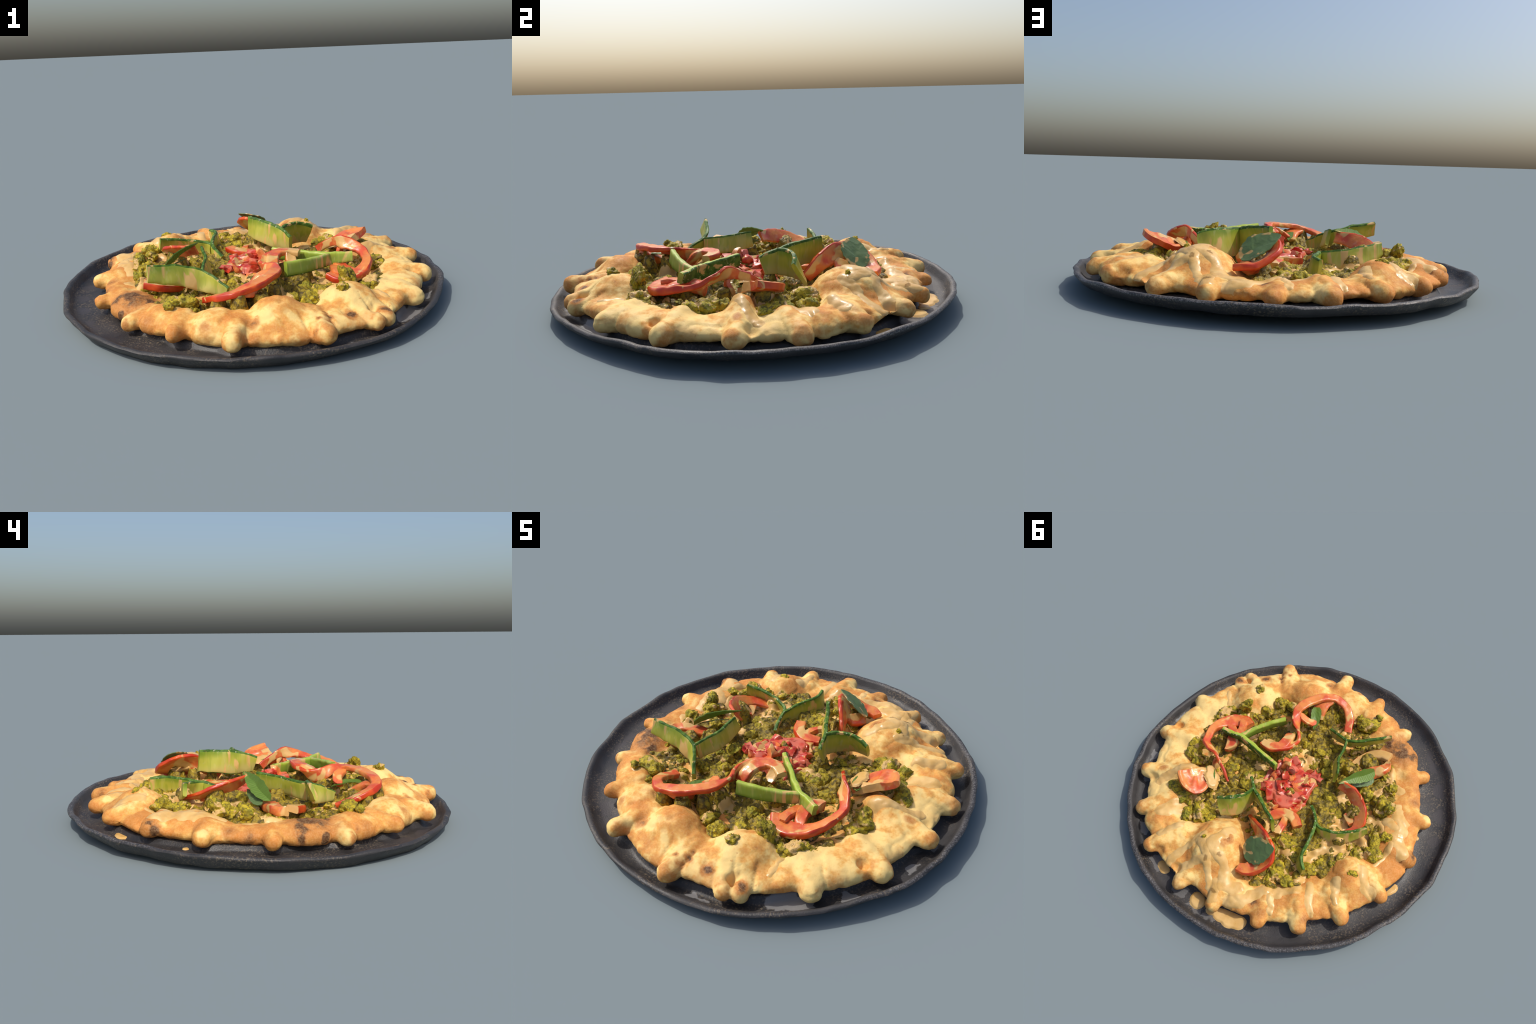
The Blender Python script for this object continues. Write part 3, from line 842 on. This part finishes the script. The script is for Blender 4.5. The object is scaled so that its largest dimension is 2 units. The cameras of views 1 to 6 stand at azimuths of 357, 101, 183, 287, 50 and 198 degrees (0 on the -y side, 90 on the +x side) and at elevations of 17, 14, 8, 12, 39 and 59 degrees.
def wedge(name, mats, parent, centre, u, v, thick, seed):
    """A half-round tomato slice: u runs along its cut edge, v towards the middle of its skin."""
    c, u, v = (np.array(q, float) for q in (centre, u, v))
    n = np.cross(u, v)
    n *= math.copysign(1, n[2]) / np.linalg.norm(n)
    na, nr = 36, 16
    V, F, M = [], [], []
    for side in (1, -1):
        for i in range(nr + 1):
            for j in range(na + 1):
                r, a = i / nr, math.pi * j / na
                r2 = r if side > 0 else 0.97 * r
                spoke = abs(math.sin(a * 2.0 + 0.5))
                dip = 0.20 * thick * smoothstep(0.25, 0.5, r) * smoothstep(0.86, 0.72, r) * smoothstep(0.25, 0.6, spoke)
                V.append(c + u * r2 * math.cos(a) + v * r2 * math.sin(a) + n * (side * 0.5 * thick * (1 - 0.35 * r**10) - (dip if side > 0 else 0)))
    V = np.array(V)
    k = na + 1
    m = (nr + 1) * k
    for i in range(nr):
        for j in range(na):
            q = (i * k + j, i * k + j + 1, (i + 1) * k + j + 1, (i + 1) * k + j)
            F += [q, tuple(m + t for t in q[::-1])]
            M += [1, 0 if i > nr * 0.8 else 1]
    for j in range(na):
        F.append((nr * k + j, nr * k + j + 1, m + nr * k + j + 1, m + nr * k + j))
        M.append(0)
    for e in (0, na):
        for i in range(nr):
            F.append((i * k + e, (i + 1) * k + e, m + (i + 1) * k + e, m + i * k + e))
            M.append(1)
    V += 0.004 * np.stack([fbm(V, 20, 2, seed + t) for t in (0, 5, 10)], 1)
    ob = new_object(name, V, F, mats, parent, M, True, 45)
    bm = bmesh.new()
    bm.from_mesh(ob.data)
    bmesh.ops.remove_doubles(bm, verts=bm.verts, dist=0.0004)
    bmesh.ops.recalc_face_normals(bm, faces=bm.faces)
    bm.to_mesh(ob.data)
    bm.free()


def build_tomato(skin, flesh, dice, parent):
    def ring(rows, seed, **k):
        rows = [(*q[:7], q[7] * 0.82) for q in rows]
        return sweep("tomato_slice", rows, [skin, flesh], parent, (0.14, 0.0), (), 0.011, 0.004, seed, **k)

    def pulp(rows, seed, **k):
        return sweep("tomato_pulp", rows, [flesh, flesh], parent, (0.0, 0.0), (), 0.011, 0.006, seed, taper=0.5, **k)

    # front right: lies flat, then twists up into a standing ribbon
    ring([(0.338, -0.348, 0.163, -0.35, -0.9, 0, 0.075, 0.042), (0.390, -0.392, 0.155, -0.2, -1, 0, 0.085, 0.042), (0.470, -0.392, 0.155, 0.2, -1, 0, 0.09, 0.042), (0.545, -0.335, 0.165, 0.6, -0.8, 0.05, 0.075, 0.042), (0.590, -0.251, 0.186, 0.9, -0.4, 0.1, 0.052, 0.042),
          (0.598, -0.165, 0.205, 0.95, 0, 0.25, 0.048, 0.036), (0.590, -0.103, 0.220, 0.8, 0.3, 0.5, 0.05, 0.03), (0.535, -0.045, 0.258, 0.3, 0.5, 0.8, 0.065, 0.024), (0.472, -0.012, 0.276, 0, 0.25, 0.95, 0.068, 0.022), (0.415, 0.045, 0.240, -0.1, 0.2, 0.95, 0.045, 0.020), (0.360, 0.105, 0.188, -0.1, 0.2, 0.95, 0.045, 0.018)], 11)
    pulp([(0.474, -0.012, 0.215, 0.7, 0.7, 0, 0.05, 0.02), (0.492, 0.004, 0.175, 0.7, 0.7, 0, 0.045, 0.02), (0.480, 0.02, 0.135, 0.7, 0.7, 0, 0.03, 0.02)], 12)
    pulp([(0.430, -0.345, 0.170, 1, 0, 0, 0.06, 0.034), (0.425, -0.285, 0.172, 1, 0, 0, 0.05, 0.034), (0.435, -0.225, 0.165, 1, 0, 0, 0.06, 0.034)], 13)
    pulp([(0.505, -0.30, 0.165, 0.5, -0.8, 0, 0.05, 0.03), (0.470, -0.24, 0.17, 1, 0.3, 0, 0.06, 0.034), (0.462, -0.18, 0.165, 1, 0.2, 0, 0.075, 0.05), (0.455, -0.115, 0.150, 1, 0, 0, 0.05, 0.045)], 14)
    # front: wide arch that turns back on itself
    ring([(-0.269, -0.468, 0.125, -1, 0.1, 0, 0.05, 0.03), (-0.258, -0.560, 0.160, -0.95, -0.3, 0, 0.05, 0.032), (-0.205, -0.632, 0.190, -0.75, -0.65, 0, 0.052, 0.034), (-0.120, -0.668, 0.215, -0.25, -0.95, 0, 0.056, 0.034), (-0.030, -0.640, 0.230, 0.4, -0.9, 0, 0.060, 0.034), (0.045, -0.580, 0.238, 0.75, -0.65, 0, 0.060, 0.034), (0.095, -0.510, 0.246, 0.95, -0.3, 0, 0.058, 0.033),
          (0.112, -0.440, 0.252, 0.95, 0.2, 0.15, 0.055, 0.03), (0.090, -0.370, 0.255, 0.65, 0.35, 0.65, 0.06, 0.026), (0.045, -0.315, 0.243, 0.1, 0.2, 0.95, 0.07, 0.022), (0.018, -0.262, 0.236, -0.5, -0.1, 0.8, 0.06, 0.024), (0.035, -0.205, 0.240, -0.85, 0.3, 0.3, 0.055, 0.03), (0.100, -0.150, 0.243, -0.3, 0.95, 0.05, 0.06, 0.034), (0.175, -0.130, 0.243, 0.1, 1, 0, 0.06, 0.034), (0.240, -0.158, 0.240, 0.7, 0.7, 0, 0.05, 0.034)], 15)
    pulp([(0.150, -0.170, 0.240, 1, 0, 0, 0.055, 0.03), (0.120, -0.235, 0.232, 1, 0, 0, 0.06, 0.034), (0.110, -0.285, 0.205, 1, 0, 0, 0.05, 0.04), (0.108, -0.32, 0.15, 1, 0, 0, 0.05, 0.05)], 16)
    pulp([(0.065, -0.46, 0.235, 0, -1, 0, 0.05, 0.026), (0.01, -0.45, 0.215, 0, -1, 0, 0.05, 0.026), (-0.03, -0.46, 0.18, 0, -1, 0, 0.05, 0.03)], 17)
    pulp([(-0.11, -0.62, 0.200, -1, 0, 0, 0.07, 0.03), (-0.085, -0.56, 0.180, -1, 0, 0, 0.085, 0.036), (-0.075, -0.50, 0.150, -1, 0, 0, 0.07, 0.036)], 18)
    pulp([(0.20, -0.16, 0.232, 0.5, 0.8, 0, 0.05, 0.03), (0.215, -0.225, 0.20, 1, 0, 0, 0.06, 0.035)], 19)
    # left, under the cucumber
    ring([(-0.290, -0.110, 0.105, 1, 0.1, 0, 0.05, 0.04), (-0.295, -0.200, 0.120, 1, -0.2, 0, 0.055, 0.042), (-0.335, -0.285, 0.130, 0.75, -0.65, 0, 0.055, 0.042), (-0.400, -0.345, 0.145, 0.4, -0.9, 0, 0.055, 0.042), (-0.480, -0.362, 0.160, 0.05, -1, 0, 0.06, 0.042), (-0.545, -0.345, 0.172, -0.3, -0.95, 0, 0.06, 0.042)], 20)
    pulp([(-0.390, -0.32, 0.150, 1, 0, 0, 0.035, 0.03), (-0.400, -0.225, 0.140, 1, 0, 0, 0.04, 0.03)], 21)
    pulp([(-0.33, -0.17, 0.130, 0, -1, 0, 0.06, 0.04), (-0.40, -0.205, 0.140, 0, -1, 0, 0.07, 0.04), (-0.48, -0.245, 0.150, 0, -1, 0, 0.06, 0.04), (-0.53, -0.30, 0.155, -0.5, -0.8, 0, 0.06, 0.04)], 22)
    # back left: thin standing curl
    ring([(-0.300, -0.035, 0.265, -0.3, -0.5, 0.8, 0.06, 0.02), (-0.390, 0.0, 0.262, -0.6, -0.2, 0.75, 0.08, 0.024), (-0.458, 0.072, 0.238, -0.85, 0.1, 0.5, 0.085, 0.024), (-0.485, 0.145, 0.205, -0.9, 0.25, 0.35, 0.075, 0.026), (-0.460, 0.228, 0.172, -0.75, 0.65, 0.2, 0.06, 0.024), (-0.375, 0.298, 0.142, -0.35, 0.9, 0, 0.055, 0.026)], 23)
    pulp([(-0.40, 0.19, 0.155, 0, 1, 0, 0.06, 0.03), (-0.35, 0.13, 0.140, 0, 1, 0, 0.05, 0.03)], 24)
    # middle back: flat quarter with a spoke
    ring([(0.075, 0.215, 0.132, 0.5, -0.85, 0, 0.06, 0.034), (0.020, 0.178, 0.138, 0.1, -1, 0, 0.065, 0.036), (-0.040, 0.172, 0.142, -0.2, -1, 0, 0.065, 0.036), (-0.095, 0.198, 0.148, -0.65, -0.75, 0, 0.06, 0.036), (-0.135, 0.255, 0.150, -1, -0.2, 0, 0.055, 0.036)], 25)
    pulp([(-0.015, 0.205, 0.142, 1, 0, 0, 0.045, 0.03), (-0.005, 0.27, 0.138, 1, 0, 0, 0.04, 0.03), (0.02, 0.33, 0.135, 1, 0, 0, 0.06, 0.03)], 26)
    # back: large slice on edge
    ring([(0.170, 0.272, 0.165, 0.35, -0.6, 0.7, 0.06, 0.028), (0.110, 0.340, 0.245, 0.1, -0.55, 0.85, 0.085, 0.028), (0.035, 0.405, 0.284, -0.3, -0.5, 0.8, 0.10, 0.028), (-0.038, 0.480, 0.276, -0.75, -0.2, 0.6, 0.09, 0.030), (-0.045, 0.560, 0.232, -0.85, 0.4, 0.35, 0.075, 0.034), (0.030, 0.625, 0.185, -0.2, 0.95, 0.1, 0.075, 0.036), (0.095, 0.645, 0.172, 0.2, 0.95, 0, 0.075, 0.036), (0.145, 0.632, 0.165, 0.6, 0.8, 0, 0.05, 0.034)], 27)
    pulp([(0.06, 0.43, 0.215, -0.6, -0.4, 0.6, 0.07, 0.03), (0.07, 0.51, 0.19, -0.6, 0.2, 0.4, 0.07, 0.03), (0.06, 0.58, 0.17, 0, 1, 0, 0.06, 0.03)], 28)
    # right: wedge leaning on the crust
    wedge("tomato_slice", [skin, flesh], parent, (0.570, 0.095, 0.214), (0.085, 0.065, 0.037), (-0.070, 0.145, -0.025), 0.042, 29)
    # diced heap in the middle
    base = bmesh.new()
    bmesh.ops.create_cube(base, size=1.0)
    bmesh.ops.bevel(base, geom=base.edges[:], offset=0.07, segments=1, affect="EDGES")
    bmesh.ops.subdivide_edges(base, edges=base.edges[:], cuts=2, use_grid_fill=True)
    shapes = []
    P = np.array([v.co for v in base.verts])
    for k in range(8):
        Q = P + 0.30 * np.stack([fbm(P + 5 * k, 1.4, 2, 50 + a + k) for a in (0, 4, 8)], 1)
        for v, p in zip(base.verts, Q):
            v.co = p
        me = bpy.data.meshes.new("tomato_cube")
        base.to_mesh(me)
        me.materials.append(dice if k < 6 else flesh)
        me.polygons.foreach_set("use_smooth", np.ones(len(me.polygons), bool))
        me.set_sharp_from_angle(angle=math.radians(34))
        shapes.append(me)
    base.free()
    puddle("tomato_mash", parent, dice, [(0.03, -0.05, 0.10), (-0.08, -0.035, 0.07), (0.085, 0.03, 0.07), (0.01, 0.11, 0.07), (-0.04, 0.04, 0.09)], 0.128, 0.030, 9)
    heap = [((0.03, -0.07), 0.085, 16, 0.225), ((0.04, 0.0), 0.12, 16, 0.175), ((-0.10, -0.045), 0.075, 12, 0.165), ((0.09, 0.03), 0.08, 10, 0.170), ((0.01, 0.13), 0.07, 9, 0.140), ((-0.06, 0.05), 0.09, 12, 0.160), ((0.10, -0.05), 0.05, 6, 0.18)]
    i = 0
    for (cx, cy), rad, count, top in heap:
        for _ in range(count):
            a, q = RNG.rand() * TAU, math.sqrt(RNG.rand())
            ob = bpy.data.objects.new("tomato_cube", shapes[i % 6] if i % 5 else shapes[6 + i % 2])
            bpy.context.collection.objects.link(ob)
            ob.parent = parent
            ob.location = (cx + rad * q * math.cos(a), cy + rad * q * math.sin(a), 0.110 + (top - 0.122) * (1 - q * q) + RNG.uniform(-0.01, 0.012))
            ob.rotation_euler = RNG.uniform(-0.7, 0.7, 2).tolist() + [RNG.uniform(0, TAU)]
            ob.scale = RNG.uniform(0.026, 0.070, 3) * np.array([1, 1, 0.7])
            i += 1


def leaf(parent, mat, tip, root, width, side, fold=0.25, curl=0.15, seed=0, blunt=0.6):
    """A mint leaf from root to tip; side is the direction of its width."""
    tip, root = np.array(tip), np.array(root)
    n, k = 22, 12
    L = tip - root
    s = np.array(side, float)
    s -= L * (s @ L) / (L @ L)
    s /= np.linalg.norm(s)
    up = np.cross(L, s)
    up /= np.linalg.norm(up)
    if up[2] < 0:
        up = -up
    length = np.linalg.norm(L)
    V = []
    for layer in (1, -1):
        for i in range(n):
            t = i / (n - 1)
            prof = (math.sin(math.pi * min(1, t**blunt)) ** 0.75 + 0.02) * 0.5 * width * (1 + 0.05 * math.sin(t * 40))
            for j in range(k + 1):
                u = j / k * 2 - 1
                z = fold * abs(u) * prof - curl * length * (2 * t - 1) ** 2 * 0.5
                V.append(root + L * t + s * u * prof + up * (z + 0.0022 * layer))
    V = np.array(V)
    V += 0.004 * np.stack([vnoise(V + seed * 0 + 3 * seed, 22, 100 + a) for a in (0, 1, 2)], 1)
    m = n * (k + 1)
    F = []
    for i in range(n - 1):
        for j in range(k):
            q = (i * (k + 1) + j, i * (k + 1) + j + 1, (i + 1) * (k + 1) + j + 1, (i + 1) * (k + 1) + j)
            F += [q, tuple(m + a for a in q[::-1])]
    rim = [j for j in range(k + 1)] + [i * (k + 1) + k for i in range(1, n)] + [(n - 1) * (k + 1) + j for j in reversed(range(k))] + [i * (k + 1) for i in reversed(range(1, n - 1))]
    for a, b in zip(rim, rim[1:] + rim[:1]):
        F.append((a, m + a, m + b, b))
    ob = new_object("mint_leaf", V, F, [mat], parent, None, True, 50)
    bm = bmesh.new()
    bm.from_mesh(ob.data)
    bmesh.ops.recalc_face_normals(bm, faces=bm.faces)
    bm.to_mesh(ob.data)
    bm.free()


def puddle(name, parent, mat, blobs, z, thick, seed, slope=(0, 0)):
    """A flat pool of sauce made of overlapping round blobs (x, y, radius)."""
    B = np.array(blobs)
    lo, hi = (B[:, :2] - 1.4 * B[:, 2:]).min(0) - 0.02, (B[:, :2] + 1.4 * B[:, 2:]).max(0) + 0.02
    h = 0.005
    gx, gy = np.arange(lo[0], hi[0], h), np.arange(lo[1], hi[1], h)
    X, Y = np.meshgrid(gx, gy, indexing="ij")
    P = np.stack([X, Y, 0 * X], -1)
    f = sum(np.clip(1 - ((X - x) ** 2 + (Y - y) ** 2) / (1.25 * r) ** 2, 0, 1) ** 2 for x, y, r in blobs) + 0.06 * fbm(P, 18, 2, seed)
    Zp = z + slope[0] * (X - blobs[0][0]) + slope[1] * (Y - blobs[0][1])
    H = Zp + np.clip(thick * 5 * (np.sqrt(np.clip(f, 0, 1)) - 0.36), -0.003, thick * (0.8 + 0.2 * np.sqrt(np.clip(f, 0, 1))))
    idx = np.arange(X.size).reshape(X.shape)
    F = np.stack([idx[:-1, :-1], idx[1:, :-1], idx[1:, 1:], idx[:-1, 1:]], -1).reshape(-1, 4)
    F = F[((H - Zp).ravel()[F] > -0.0028).any(1)]
    ids, inv = np.unique(F, return_inverse=True)
    V = np.stack([X, Y, H], -1).reshape(-1, 3)
    return new_object(name, V[ids], inv.reshape(-1, 4), [mat], parent)


# ------------------------------------------------------------------ build
def main():
    pan = build_pan(pan_material())
    pan["label"] = "round shallow black iron pan with a worn grey rim"
    pan["category"] = "baking pan"
    pizza = bpy.data.objects.new("pizza", None)
    bpy.context.collection.objects.link(pizza)
    pizza["label"] = "flatbread pizza with green falafel crumble, cucumber, tomato, mint and sauce"
    pizza["category"] = "pizza"

    sauce = sauce_material()
    crumb = falafel_material()
    V, F, N = build_crust(crust_material(), pizza)
    build_crust_sauce(V, F, N, sauce, pizza)
    build_filling(filling_material(), sauce, pizza)
    build_chunks(crumb, pizza)
    build_cucumber(cucumber_materials(), pizza)
    build_tomato(*tomato_materials(), pizza)

    bright = leaf_material("mint_green", (0.10, 0.19, 0.025), (0.17, 0.27, 0.04), 0.66)
    dull = leaf_material("mint_grey_green", (0.105, 0.18, 0.055), (0.16, 0.23, 0.085), 0.61)
    leaf(pizza, bright, (-0.040, -0.400, 0.176), (-0.016, -0.558, 0.205), 0.062, (1, 0, 0.1), seed=1)
    leaf(pizza, bright, (-0.290, 0.000, 0.282), (-0.475, -0.190, 0.190), 0.072, (0.45, -0.6, 0.62), fold=0.5, curl=0.09, seed=2)
    leaf(pizza, dull, (-0.355, -0.045, 0.205), (-0.475, -0.150, 0.165), 0.050, (-0.5, 0.5, -0.5), fold=0.1, curl=0.05, seed=3)
    leaf(pizza, dull, (-0.040, 0.505, 0.300), (0.135, 0.520, 0.195), 0.155, (0.1, 0.8, -0.6), fold=0.1, curl=0.05, seed=4, blunt=0.8)
    leaf(pizza, bright, (0.440, 0.150, 0.196), (0.505, 0.035, 0.200), 0.05, (1, 0.4, 0.2), seed=5)
    puddle("sauce_dollop", pizza, sauce, [(0.462, 0.105, 0.040), (0.445, 0.145, 0.030), (0.482, 0.065, 0.026)], 0.196, 0.008, 3, (0.414, 0.03))
    for i, blobs in enumerate((
        [(0.170, 0.848, 0.044), (0.110, 0.862, 0.049), (0.063, 0.866, 0.044), (0.231, 0.841, 0.029)],
        [(0.321, 0.801, 0.044), (0.31, 0.82, 0.035)], [(0.566, 0.677, 0.035), (0.59, 0.66, 0.03)], [(-0.708, 0.440, 0.036), (-0.690, 0.465, 0.030)], [(-0.793, 0.098, 0.016)],
    )):
        puddle("sauce_pool", pizza, sauce, blobs, (0.0385, 0.0385, 0.0385, 0.0295, 0.0245)[i], 0.0065, 20 + i)


main()
